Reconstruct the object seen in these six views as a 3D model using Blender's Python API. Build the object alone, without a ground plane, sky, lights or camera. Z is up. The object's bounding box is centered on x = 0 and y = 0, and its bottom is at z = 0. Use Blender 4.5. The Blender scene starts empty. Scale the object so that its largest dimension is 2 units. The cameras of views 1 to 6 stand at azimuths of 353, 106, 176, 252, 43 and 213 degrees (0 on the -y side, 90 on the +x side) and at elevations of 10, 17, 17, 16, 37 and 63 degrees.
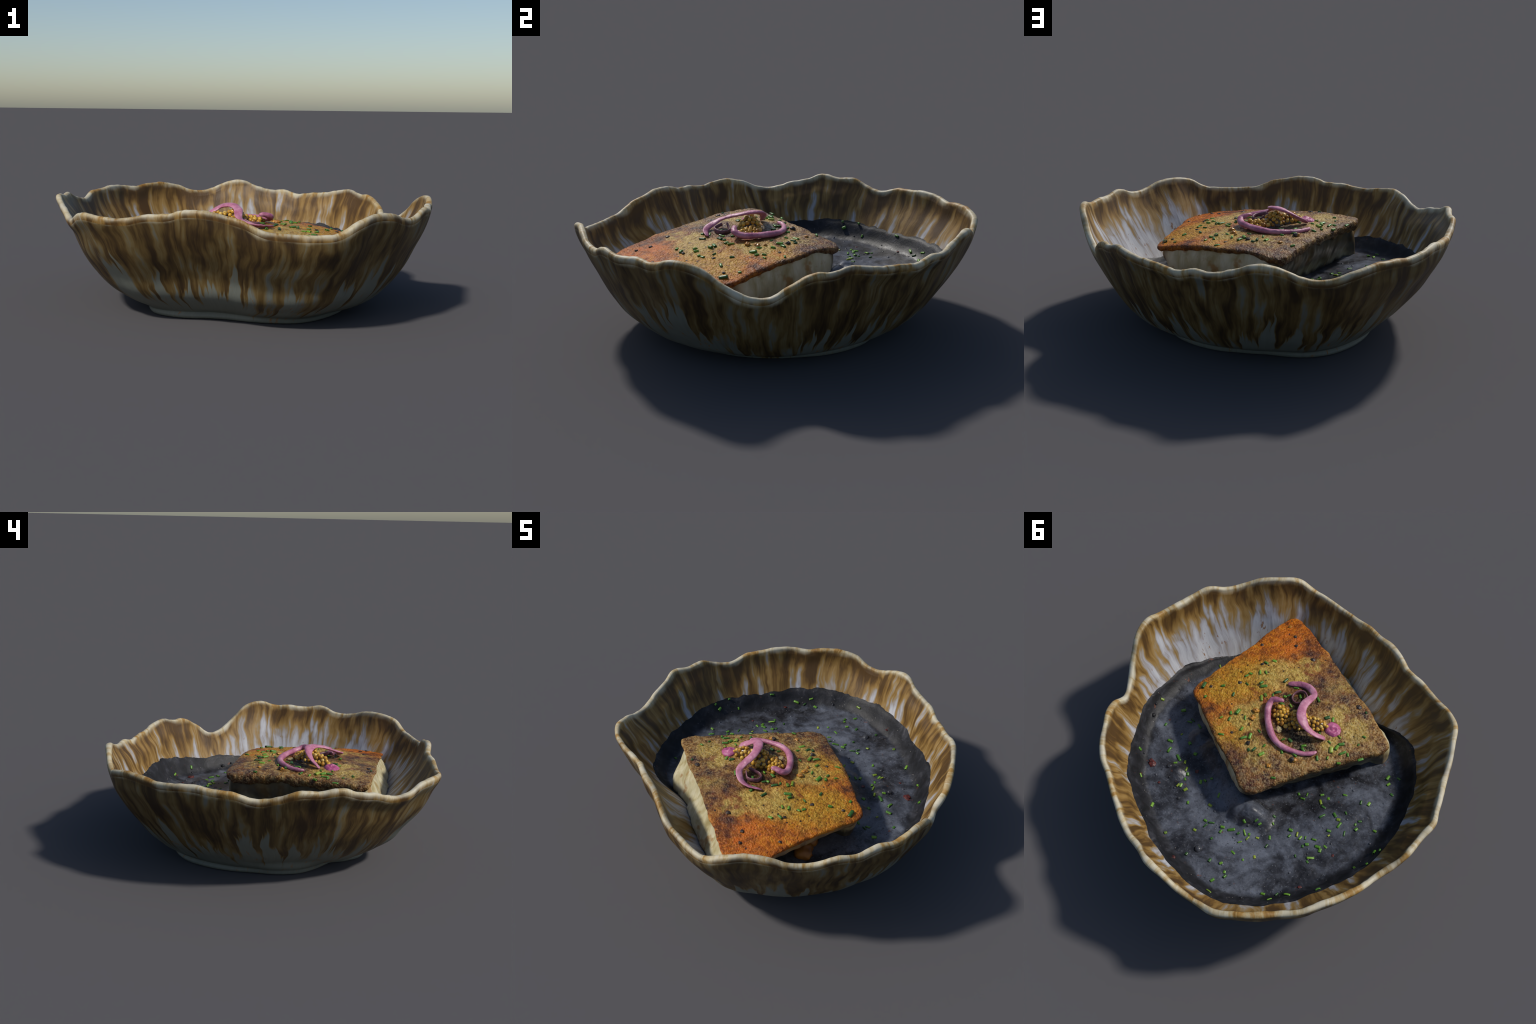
"""Glazed wavy-rimmed ceramic bowl with black sauce, a square pan-fried fish fillet,
pickled onion strips, mustard seeds and chopped chives."""
import bpy, math, random
import numpy as np
from mathutils import Vector, Matrix, noise, Euler

RNG = random.Random(7)
TAU = 2 * math.pi


# ------------------------------------------------------------------ helpers
def periodic(values, start=-180.0):
    """Periodic Catmull-Rom through equally spaced control values (degrees in)."""
    v = np.array(values, float)
    n = len(v)

    def f(deg):
        t = ((np.asarray(deg, float) - start) / 360.0 * n) % n
        i = np.floor(t).astype(int)
        u = t - i
        a, b, c, d = v[(i - 1) % n], v[i % n], v[(i + 1) % n], v[(i + 2) % n]
        return 0.5 * (2 * b + (c - a) * u + (2 * a - 5 * b + 4 * c - d) * u**2 + (3 * b - a - 3 * c + d) * u**3)

    return f


def uneven(pairs, step=3.0, soft=2):
    """Periodic smooth function through (degree, value) pairs."""
    p = np.array(sorted(pairs), float)
    g = np.arange(-180, 180, step)
    v = np.interp(g, p[:, 0], p[:, 1], period=360)
    for _ in range(soft):
        v = 0.25 * np.roll(v, 1) + 0.5 * v + 0.25 * np.roll(v, -1)
    return periodic(v)


def fbm(x, y, z, octaves=3):
    return noise.fractal(Vector((x, y, z)), 1.0, 2.0, octaves, noise_basis="PERLIN_ORIGINAL")


def smooth01(t):
    t = np.clip(t, 0, 1)
    return t * t * (3 - 2 * t)


def new_object(name, verts, faces, mat=None, parent=None, smooth=True):
    me = bpy.data.meshes.new(name)
    me.from_pydata([tuple(map(float, v)) for v in verts], [], [tuple(map(int, f)) for f in faces])
    me.validate()
    if smooth:
        me.polygons.foreach_set("use_smooth", [True] * len(me.polygons))
    ob = bpy.data.objects.new(name, me)
    bpy.context.scene.collection.objects.link(ob)
    if mat:
        me.materials.append(mat)
    if parent:
        ob.parent = parent
    return ob


def empty(name, label, category, at=(0, 0, 0)):
    ob = bpy.data.objects.new(name, None)
    ob.location = at
    ob.empty_display_size = 0.05
    bpy.context.scene.collection.objects.link(ob)
    ob["label"], ob["category"] = label, category
    return ob


# ------------------------------------------------------------------ node shorthand
class Nodes:
    def __init__(self, name):
        self.mat = bpy.data.materials.new(name)
        self.mat.use_nodes = True
        self.t = self.mat.node_tree
        self.t.nodes.clear()
        self.out = self.t.nodes.new("ShaderNodeOutputMaterial")
        self.bsdf = self.t.nodes.new("ShaderNodeBsdfPrincipled")
        self.t.links.new(self.bsdf.outputs[0], self.out.inputs[0])
        self.coord = self.t.nodes.new("ShaderNodeTexCoord").outputs["Object"]

    def put(self, sock, val):
        if isinstance(val, bpy.types.NodeSocket):
            self.t.links.new(val, sock)
        elif val is not None:
            if sock.type == "RGBA" and len(val) == 3:
                val = (*val, 1)
            sock.default_value = val

    def m(self, op, a, b=None, c=None, clamp=False):
        n = self.t.nodes.new("ShaderNodeMath")
        n.operation, n.use_clamp = op, clamp
        for i, v in enumerate((a, b, c)):
            if v is not None:
                self.put(n.inputs[i], v)
        return n.outputs[0]

    def vm(self, op, a, b=None, scale=None):
        n = self.t.nodes.new("ShaderNodeVectorMath")
        n.operation = op
        self.put(n.inputs[0], a)
        if b is not None:
            self.put(n.inputs[1], b)
        if scale is not None:
            self.put(n.inputs["Scale"], scale)
        return n.outputs["Value"] if op in ("LENGTH", "DOT_PRODUCT", "DISTANCE") else n.outputs["Vector"]

    def xyz(self, v):
        n = self.t.nodes.new("ShaderNodeSeparateXYZ")
        self.put(n.inputs[0], v)
        return n.outputs

    def vec(self, x, y, z):
        n = self.t.nodes.new("ShaderNodeCombineXYZ")
        for i, v in enumerate((x, y, z)):
            self.put(n.inputs[i], v)
        return n.outputs[0]

    def noise(self, vec, scale=1.0, detail=3.0, rough=0.55, distort=0.0, lac=2.0):
        n = self.t.nodes.new("ShaderNodeTexNoise")
        self.put(n.inputs["Vector"], vec)
        for k, v in (("Scale", scale), ("Detail", detail), ("Roughness", rough), ("Distortion", distort), ("Lacunarity", lac)):
            self.put(n.inputs[k], v)
        return n.outputs["Fac"]

    def voronoi(self, vec, scale=1.0, feature="F1", out="Distance", rnd=1.0, smooth=None):
        n = self.t.nodes.new("ShaderNodeTexVoronoi")
        n.feature = feature
        self.put(n.inputs["Vector"], vec)
        self.put(n.inputs["Scale"], scale)
        self.put(n.inputs["Randomness"], rnd)
        if smooth is not None:
            self.put(n.inputs["Smoothness"], smooth)
        return n.outputs[out]

    def ramp(self, fac, stops, mode="LINEAR"):
        n = self.t.nodes.new("ShaderNodeValToRGB")
        n.color_ramp.interpolation = mode
        e = n.color_ramp.elements
        while len(e) < len(stops):
            e.new(0.5)
        for el, (p, c) in zip(e, stops):
            el.position = p
            el.color = (c, c, c, 1) if isinstance(c, (int, float)) else (*c, 1)
        self.put(n.inputs[0], fac)
        return n.outputs[0]

    def step(self, v, lo, hi, a=0.0, b=1.0):
        n = self.t.nodes.new("ShaderNodeMapRange")
        n.interpolation_type = "SMOOTHSTEP"
        for k, x in (("Value", v), ("From Min", lo), ("From Max", hi), ("To Min", a), ("To Max", b)):
            self.put(n.inputs[k], x)
        return n.outputs[0]

    def mix(self, fac, a, b, mode="MIX"):
        n = self.t.nodes.new("ShaderNodeMix")
        n.data_type, n.blend_type = "RGBA", mode
        self.put(n.inputs[0], fac)
        self.put(n.inputs[6], a)
        self.put(n.inputs[7], b)
        return n.outputs[2]

    def bump(self, height, strength=0.3, distance=0.01):
        n = self.t.nodes.new("ShaderNodeBump")
        self.put(n.inputs["Height"], height)
        n.inputs["Strength"].default_value = strength
        n.inputs["Distance"].default_value = distance
        self.put(self.bsdf.inputs["Normal"], n.outputs[0])

    def curve(self, x, pts):
        """Float curve through (x, y) points in 0..1."""
        n = self.t.nodes.new("ShaderNodeFloatCurve")
        c = n.mapping.curves[0]
        c.points[0].location, c.points[1].location = pts[0], pts[-1]
        for p in pts[1:-1]:
            c.points.new(*p)
        n.mapping.update()
        self.put(n.inputs["Value"], x)
        return n.outputs[0]

    def random(self):
        return self.t.nodes.new("ShaderNodeObjectInfo").outputs["Random"]

    def set(self, **kw):
        for k, v in kw.items():
            self.put(self.bsdf.inputs[k.replace("_", " ").title().replace("Ior", "IOR")], v)
        return self.mat


# ================================================================== BOWL
# rim control points every 6 degrees, starting at -180: (radius, height)
RIM = [(.995, .588), (.973, .553), (.963, .535), (.960, .504), (.969, .504), (.980, .543),
       (.998, .556), (.977, .545), (.931, .542), (.892, .565), (.859, .568), (.862, .591),
       (.871, .591), (.868, .575), (.894, .551), (.925, .509), (.950, .499), (.987, .496),
       (1.022, .505), (1.044, .559), (1.027, .580), (1.028, .574), (1.025, .545), (1.021, .543),
       (1.029, .576), (1.023, .563), (1.008, .574), (1.010, .570), (1.006, .596), (.978, .574),
       (.941, .497), (.901, .438), (.878, .426), (.896, .489), (.895, .538), (.894, .543),
       (.898, .562), (.902, .549), (.885, .532), (.884, .525), (.890, .513), (.902, .535),
       (.917, .531), (.927, .554), (.959, .588), (.966, .575), (.980, .531), (.995, .518),
       (1.031, .554), (1.025, .575), (1.021, .574), (1.005, .561), (1.007, .572), (.993, .578),
       (.989, .568), (.982, .560), (.966, .529), (.975, .547), (.986, .579), (.981, .575)]
rim_r = periodic([p[0] + .008 * math.exp(-((-180 + 6 * i + 95) / 45) ** 4) for i, p in enumerate(RIM)])
rim_z = periodic([p[1] for p in RIM])
# lobed outline of the foot: (degree, radius)
FOOT = [(-177, .585), (-163, .530), (-156, .565), (-145, .597), (-131, .573), (-115, .512), (-104, .513), (-94, .551),
        (-82, .60), (-71, .645), (-62, .645), (-52, .63), (-35, .61), (-14, .598), (3, .585), (15, .574), (27, .568),
        (36, .575), (51, .578), (64, .575), (73, .565), (88, .575), (98, .62), (106, .652), (116, .666), (130, .65),
        (142, .63), (151, .613), (164, .622), (175, .616)]
foot_r = uneven(FOOT, soft=1)


def few_waves(f, n=4):
    """The slow part (up to n waves round the bowl) of a periodic function."""
    q = np.fft.rfft(f(np.arange(-180, 180, 3.0)))
    q[n + 1:] = 0
    return periodic(np.fft.irfft(q, 120))


base_r = few_waves(foot_r)
# how far the wall has opened at seven heights: mean, then cos, sin, cos 2, sin 2, cos 3, sin 3 of the angle
OPEN = [(0.0, (.006, .072, -.021, .042, .028, .029, -.047)), (.08, (.218, .088, -.013, .006, .019, .026, -.035)),
        (.20, (.424, .058, -.034, -.013, .015, .024, -.022)), (.40, (.621, .038, -.008, .014, -.006, .019, -.023)),
        (.65, (.818, .015, -.013, -.009, -.001, .028, -.005)), (.85, (.937, .005, -.014, -.015, -.022, .034, .009)),
        (1.0, (1.0, 0, 0, 0, 0, 0, 0))]
# dents (-) and fuller places (+) of the lower wall
BELLY = uneven([(-180, .004), (-168, .010), (-150, -.006), (-135, -.020), (-122, -.044), (-112, -.050), (-100, -.026), (-88, -.002), (-72, .014),
                (-58, .008), (-40, -.008), (-22, -.012), (-5, -.010), (15, 0), (50, -.006), (80, .008), (100, -.010), (115, -.028),
                (130, -.030), (145, -.012), (158, .004), (172, .002)], soft=2)
Z0 = 0.03
LIP = 0.010
KN = np.array([k for k, _ in OPEN])


def opening(s, th):
    H = np.array([1] + [f(k * th) for k in (1, 2, 3) for f in (math.cos, math.sin)])
    g = np.array([H @ np.array(c) for _, c in OPEN])
    # smooth monotone-ish interpolation (Hermite with finite-difference slopes)
    d = np.gradient(g, KN)
    d[-1] = 0.12      # the wall turns upright just under the lip
    s = np.clip(s, 0, 1)
    i = np.clip(np.searchsorted(KN, s, side="right") - 1, 0, len(KN) - 2)
    h = KN[i + 1] - KN[i]
    u = (s - KN[i]) / h
    return ((2 * u**3 - 3 * u**2 + 1) * g[i] + (u**3 - 2 * u**2 + u) * h * d[i] + (-2 * u**3 + 3 * u**2) * g[i + 1] + (u**3 - u**2) * h * d[i + 1])


def outer_radius(s, deg):
    th = math.radians(deg)
    R, f, b = float(rim_r(deg)) + LIP, float(foot_r(deg)), float(base_r(deg))
    s = np.asarray(s, float)
    start = b + (R - b) * float(opening(0.0, th))
    near = 1 - smooth01(s / (0.14 if f > start else 0.05))      # the lobes of the foot fade out up the wall
    belly = np.sin(math.pi * np.clip(s * .92 + .08, 0, 1) ** .62) ** 1.2
    return b + (R - b) * opening(s, th) + (f - start) * near + float(BELLY(deg)) * belly


def wall_thickness(s, deg=0.0):
    heavy = math.exp(-(((deg + 145 + 180) % 360 - 180) / 35) ** 2)
    heavy += .9 * math.exp(-(((deg + 105 + 180) % 360 - 180) / 25) ** 2)
    slim = math.exp(-(((deg - 75 + 180) % 360 - 180) / 75) ** 4)
    return 0.036 + (0.046 + 0.014 * heavy - 0.036 * slim) * (1 - np.asarray(s))


def inner_profile(deg, n=60):
    """(radius, height) of the inner wall from just under the rim down to the floor."""
    zr = float(rim_z(deg))
    s = np.linspace(1, 0.14, n)
    return outer_radius(s, deg) - wall_thickness(s, deg), Z0 + (zr - Z0) * s - 0.018 * s


def glaze_lumps(x, y, z, amount):
    return amount * (fbm(x * 3.2, y * 3.2, z * 3.2, 2) * 1.1 + 0.35 * fbm(x * 11, y * 11, z * 6, 2))


def build_bowl():
    NT = 540
    rings = None
    V, F = [], []
    tags = None
    for j in range(NT):
        deg = -180 + 360 * j / NT
        c, sn = math.cos(math.radians(deg)), math.sin(math.radians(deg))
        zr, f = float(rim_z(deg)), float(foot_r(deg))
        prof, tag = [], []
        # underside
        for r, z in ((0.02, .022), (f * .4, .022), (f - .10, .020), (f - .075, .016), (f - .065, .004), (f - .05, 0.0), (f - .03, 0.0), (f - .016, 0.0)):
            prof.append((r, z)); tag.append("foot")
        prof.append((f - .008, .004)); tag.append("foot")
        prof.append((f - .003, .012)); tag.append("foot")
        prof.append((f - .001, .021)); tag.append("foot")
        s_out = np.concatenate([np.linspace(0, .12, 10), np.linspace(.12, 1, 62)[1:-2]])
        ro = outer_radius(s_out, deg)
        for s, r in zip(s_out, ro):
            prof.append((r, Z0 + (zr - .02 - Z0) * s)); tag.append("outer")
        R = float(rim_r(deg)) + LIP
        half = 0.5 * wall_thickness(1.0) * (.88 + 0.22 * fbm(c * 8, sn * 8, 3.3, 3))
        for k in range(11):  # rolled lip
            a = math.pi * k / 10
            prof.append((R - half + half * 1.02 * math.cos(a), zr - .018 + (.018 + .0035 * fbm(c * 22, sn * 22, 6.1, 2)) * math.sin(a) ** .8)); tag.append("rim")
        ri, zi = inner_profile(deg)
        for r, z in list(zip(ri, zi))[2:]:
            prof.append((r, z)); tag.append("inner")
        r_last, z_last = ri[-1], zi[-1]
        for k in range(1, 9):
            t = k / 8
            prof.append((r_last * (1 - t) + 0.02 * t, z_last + (.055 - z_last) * (1 - (1 - t) ** 2.2))); tag.append("inner")
        for (r, z), tg in zip(prof, tag):
            if tg in ("outer", "rim", "inner"):
                k = min(1, max(0, (z - .03) / .1))
                r += k * glaze_lumps(c * r, sn * r, z, .0045)
            V.append((r * c, r * sn, z))
        tags, rings = tag, len(prof)
    T = []
    for j in range(NT):
        a, b = j * rings, ((j + 1) % NT) * rings
        for i in range(rings - 1):
            F.append((a + i, b + i, b + i + 1, a + i + 1))
            T.append(tags[i + 1] if tags[i] != "rim" else "rim" if tags[i + 1] == "rim" else tags[i + 1])
    F.append(tuple(j * rings for j in range(NT))[::-1]); T.append("foot")
    F.append(tuple(j * rings + rings - 1 for j in range(NT))); T.append("inner")
    return V, F, T


def split_with_normals(V, F, T, names, mats, parent):
    """Separate one smooth surface into named parts that keep the whole surface's normals."""
    me = bpy.data.meshes.new("whole")
    me.from_pydata(V, [], F)
    me.update()
    N = np.zeros(len(V) * 3)
    me.vertices.foreach_get("normal", N)
    N = N.reshape(-1, 3)
    made = {}
    for kind, name in names.items():
        fs = [f for f, t in zip(F, T) if t == kind]
        used = sorted({i for f in fs for i in f})
        idx = {o: n for n, o in enumerate(used)}
        ob = new_object(name, [V[i] for i in used], [tuple(idx[i] for i in f) for f in fs], mats[kind], parent)
        ob.data.normals_split_custom_set_from_vertices([tuple(N[i]) for i in used])
        made[kind] = ob
    bpy.data.meshes.remove(me)
    return made


def glaze(name, kind):
    """Running two-tone glaze: brown that flows from the lip in drips over a pale body."""
    n = Nodes(name)
    x, y, z = n.xyz(n.coord)
    r = n.m("MAXIMUM", n.m("SQRT", n.m("ADD", n.m("MULTIPLY", x, x), n.m("MULTIPLY", y, y))), 0.02)
    cx, cy = n.m("DIVIDE", x, r), n.m("DIVIDE", y, r)
    turn = n.m("ADD", n.m("DIVIDE", n.m("ARCTAN2", y, x), TAU), 0.5)
    rimz = n.curve(turn, [(i / 60, float(RIM[i % 60][1])) for i in range(61)])
    d = n.m("SUBTRACT", rimz, z)  # depth below the lip
    # flow coordinates: tight around, long downwards, slightly wandering
    wob = n.m("MULTIPLY", n.m("SUBTRACT", n.noise(n.coord, 5.0, 2), .5), .10)
    wx, wy = n.m("ADD", cx, n.m("MULTIPLY", wob, cy)), n.m("SUBTRACT", cy, n.m("MULTIPLY", wob, cx))

    def flow(around, down, det=3.0, rough=.5, dist=0.0, shift=0.0):
        return n.noise(n.vec(n.m("MULTIPLY", wx, around), n.m("MULTIPLY", wy, around), n.m("MULTIPLY_ADD", d, down, shift)), 1.0, det, rough, dist)

    def around(freq, shift):          # changes only round the bowl: long vertical runs
        return n.noise(n.vec(n.m("MULTIPLY", wx, freq), n.m("MULTIPLY", wy, freq), n.m("MULTIPLY_ADD", d, .5, shift)), 1.0, 2.0, .5)

    def centred(v, k):
        return n.m("MULTIPLY", n.m("SUBTRACT", v, .5), k)

    def tongues(freq, down, shift):   # 1 in the heart of each drop-shaped pale tongue, 0 between them
        q = n.vec(n.m("MULTIPLY", wx, freq), n.m("MULTIPLY", wy, freq), n.m("MULTIPLY_ADD", d, down, n.m("ADD", shift, centred(n.noise(n.coord, 9, 2), .8))))
        return n.step(n.voronoi(q, 1.0), .12, .78, 1, 0)

    fine = flow(38, 6, 4, .62, .5)
    hair = flow(75, 5, 3, .6, .3, 5)
    broad = flow(8, 2.0, 3, .5, .4, 3)
    patch = n.noise(n.coord, 4.0, 3, .5, .4)
    t1, t2 = tongues(16, 4.2, 2.0), tongues(30, 6.5, 7.0)
    streak = n.m("ADD", centred(fine, .62), centred(hair, .45))
    if kind == "inner":
        # value: 0 = brown, 1 = pale
        v = n.m("ADD", n.step(d, .02, .34, -.20, .30), n.m("ADD", n.m("MULTIPLY", t1, .50), n.m("MULTIPLY", t2, .24)))
        v = n.m("ADD", n.m("ADD", v, streak), n.m("ADD", centred(patch, .75), centred(broad, .35)))
        # the side towards +x -y is mostly pale under a narrow brown band
        pale_side = n.step(n.m("SUBTRACT", n.m("MULTIPLY", cx, .62), n.m("MULTIPLY", cy, .78)), .45, .95)
        v = n.m("ADD", v, n.m("MULTIPLY", pale_side, n.step(d, .04, .16, -.05, .26)))
        v = n.m("ADD", v, .07)
        col = n.ramp(v, [(0.0, (.075, .038, .010)), (.16, (.13, .068, .016)), (.32, (.21, .118, .030)), (.46, (.27, .165, .052)),
                         (.56, (.26, .195, .115)), (.66, (.30, .265, .235)), (.80, (.365, .355, .37)), (1.0, (.45, .45, .46))])
        speck_d, lip_w = n.step(d, .14, .24), .016
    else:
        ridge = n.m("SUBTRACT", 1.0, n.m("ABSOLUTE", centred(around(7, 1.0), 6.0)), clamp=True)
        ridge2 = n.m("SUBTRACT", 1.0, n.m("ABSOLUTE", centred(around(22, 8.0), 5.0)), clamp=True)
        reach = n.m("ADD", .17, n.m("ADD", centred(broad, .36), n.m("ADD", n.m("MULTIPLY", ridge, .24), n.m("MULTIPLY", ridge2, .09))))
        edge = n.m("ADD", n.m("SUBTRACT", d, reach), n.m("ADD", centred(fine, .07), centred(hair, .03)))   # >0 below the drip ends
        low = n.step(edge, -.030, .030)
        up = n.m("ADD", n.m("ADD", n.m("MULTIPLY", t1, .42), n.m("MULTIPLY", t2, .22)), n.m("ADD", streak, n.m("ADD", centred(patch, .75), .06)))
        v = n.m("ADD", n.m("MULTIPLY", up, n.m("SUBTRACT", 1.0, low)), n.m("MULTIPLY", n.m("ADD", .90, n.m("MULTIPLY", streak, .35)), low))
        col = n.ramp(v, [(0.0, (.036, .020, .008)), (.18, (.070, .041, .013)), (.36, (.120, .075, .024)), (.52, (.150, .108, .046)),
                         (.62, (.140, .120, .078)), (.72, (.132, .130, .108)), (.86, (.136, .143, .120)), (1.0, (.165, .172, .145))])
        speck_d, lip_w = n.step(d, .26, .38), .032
    # rusty specks that ran down the pale ground
    sp = n.noise(n.vec(n.m("MULTIPLY", wx, 46), n.m("MULTIPLY", wy, 46), n.m("MULTIPLY", d, 24)), 1.0, 3, .65)
    spm = n.m("MULTIPLY", n.m("MULTIPLY", n.step(sp, .60, .66), speck_d), n.m("MULTIPLY", n.step(patch, .45, .58), n.step(v, .55, .7)))
    col = n.mix(n.m("MULTIPLY", spm, .85), col, (.22, .095, .02))
    # lip: cream where the glaze is thin, crossed by short brown runs
    lipn = n.m("ADD", flow(15, 4, 4, .65, .5, 17), n.m("ADD", centred(n.noise(n.coord, 5, 3), .6), .06))
    lipn = n.m("ADD", lipn, n.m("ADD", centred(n.noise(n.coord, 48, 3, .6), .22), centred(hair, .20)))
    lipcol = n.ramp(lipn, [(.30, (.21, .10, .018)), (.40, (.34, .195, .052)), (.49, (.43, .33, .17)), (.60, (.52, .46, .32)), (.80, (.57, .53, .42))])
    width = n.m("ADD", centred(broad, .04), n.m("ADD", centred(patch, .05), lip_w))
    lip = n.step(n.m("SUBTRACT", d, width), -.020, .016, 1, 0)
    col = n.mix(n.m("MULTIPLY", lip, .92), col, lipcol)
    n.bump(n.m("ADD", n.m("MULTIPLY", fine, .5), n.m("ADD", n.m("MULTIPLY", n.noise(n.coord, 22, 3), .4), n.m("MULTIPLY", v, .25))), .22, .012)
    rough = n.step(v, 0, 1, .50, .58)
    return n.set(base_color=col, roughness=rough, ior=1.36)


bowl = empty("ceramic_bowl", "wavy-rimmed stoneware bowl with brown dripping glaze", "bowl")
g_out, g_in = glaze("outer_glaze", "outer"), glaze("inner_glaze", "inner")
V, F, T = build_bowl()
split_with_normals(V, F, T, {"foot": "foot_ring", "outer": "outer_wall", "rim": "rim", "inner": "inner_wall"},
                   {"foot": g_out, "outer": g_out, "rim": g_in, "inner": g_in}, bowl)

# ================================================================== SAUCE
SAUCE_EDGE = uneven([(-42, .185), (-30, .213), (-20, .240), (-10, .256), (0, .281), (10, .295), (20, .308), (30, .322), (40, .338), (50, .362),
                     (60, .357), (70, .357), (80, .356), (90, .353), (100, .344), (110, .342), (120, .346), (130, .347), (140, .340), (150, .337),
                     (160, .341), (170, .348), (180, .341), (-170, .336), (-160, .312), (-150, .304), (-140, .29), (-124, .245), (-110, .21),
                     (-90, .19), (-60, .18)], soft=1)
LUMPS = [(-.030, .385, .055, .026), (-.150, .330, .085, .030), (-.095, .390, .045, .018), (.414, .336, .075, .026), (.44, .09, .065, .030), (-.09, .345, .06, .010),
         (.742, .117, .016, .010), (.20, .30, .05, .014), (-.36, .79, .018, .012), (.36, .40, .05, .008), (.52, -.40, .05, .02)]


def pool(x, y):
    west = float(smooth01((-x - .1) / .5)) * (1 - .7 * float(smooth01(y / .5)))
    p = .206 + .046 * y - .018 * x + .026 * west
    # thick sauce banked up against the fillet along its far sides
    dx, dy = x + .05, y - .31
    u = min(1, max(0, (dx * .34 + dy * -.21) / (.34**2 + .21**2)))
    ex, ey = dx - .34 * u, dy + .21 * u
    bank = math.exp(-(ex * ex + ey * ey) / .085**2)
    heap = math.exp(-((x + .11) ** 2 + (y - .35) ** 2) / .10**2)
    return p + .066 * bank + .028 * heap


def sauce_lumps(x, y):
    h = .0035 * fbm(x * 5, y * 5, 1.7, 3) + .0018 * fbm(x * 22, y * 22, 5.1, 2)
    for lx, ly, lr, lh in LUMPS:
        q = ((x - lx) ** 2 + (y - ly) ** 2) / lr**2
        if q < 1:
            h += lh * (1 - q) ** 1.8
    return h


class Sauce:
    tables = {}

    @classmethod
    def wall(cls, deg):
        k = round(deg)
        if k not in cls.tables:
            r, z = inner_profile(k, 80)
            cls.tables[k] = (r[::-1].copy(), z[::-1].copy())
        return cls.tables[k]


def soft_max(p, w, k=.045):
    h = max(0.0, k - abs(p - w)) / k
    return max(p, w) + h * h * k * .25


def sauce_height(x, y):
    r, deg = math.hypot(x, y), math.degrees(math.atan2(y, x))
    rr, zz = Sauce.wall(deg)
    w = float(np.interp(r, rr, zz)) + .010
    p = pool(x, y)
    return soft_max(p, w) + sauce_lumps(x, y) * (1 if p > w else .5)


def edge_radius(deg):
    """Radius at which the sauce film ends on the inner wall."""
    r, z = inner_profile(deg, 80)
    return float(np.interp(float(SAUCE_EDGE(deg)), z[::-1], r[::-1]))


def build_sauce():
    NT, NR = 420, 150
    V, F = [], []
    for j in range(NT):
        deg = -180 + 360 * j / NT
        c, s = math.cos(math.radians(deg)), math.sin(math.radians(deg))
        rr, zz = inner_profile(deg, 80)
        rr, zz = rr[::-1], zz[::-1]
        ze = float(SAUCE_EDGE(deg)) + .006 * fbm(c * 9, s * 9, 2.0, 3) + .004 * fbm(c * 40, s * 40, 7.0, 2)
        re = float(np.interp(ze, zz, rr))
        for i in range(NR):
            t = i / (NR - 1)
            r = re * (.01 + .99 * t ** .8)
            x, y = r * c, r * s
            w = float(np.interp(r, rr, zz)) if r > rr[0] else -1
            p = pool(x, y)
            lift = .009 * (1 - smooth01((t - .965) / .035) * 1.25)
            z = soft_max(p, w + lift, .045 * (1 - float(smooth01((t - .92) / .08))) + 1e-5)
            z += sauce_lumps(x, y) * (1 - smooth01((t - .9) / .1))
            if p > w + .02 and t > .985:
                z = min(z, p) - .006 * (t - .985) / .015
            V.append((x, y, z))
    for j in range(NT):
        a, b = j * NR, ((j + 1) % NT) * NR
        for i in range(NR - 1):
            F.append((a + i, a + i + 1, b + i + 1, b + i))
    F.append(tuple(j * NR for j in range(NT)))
    return V, F


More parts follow.
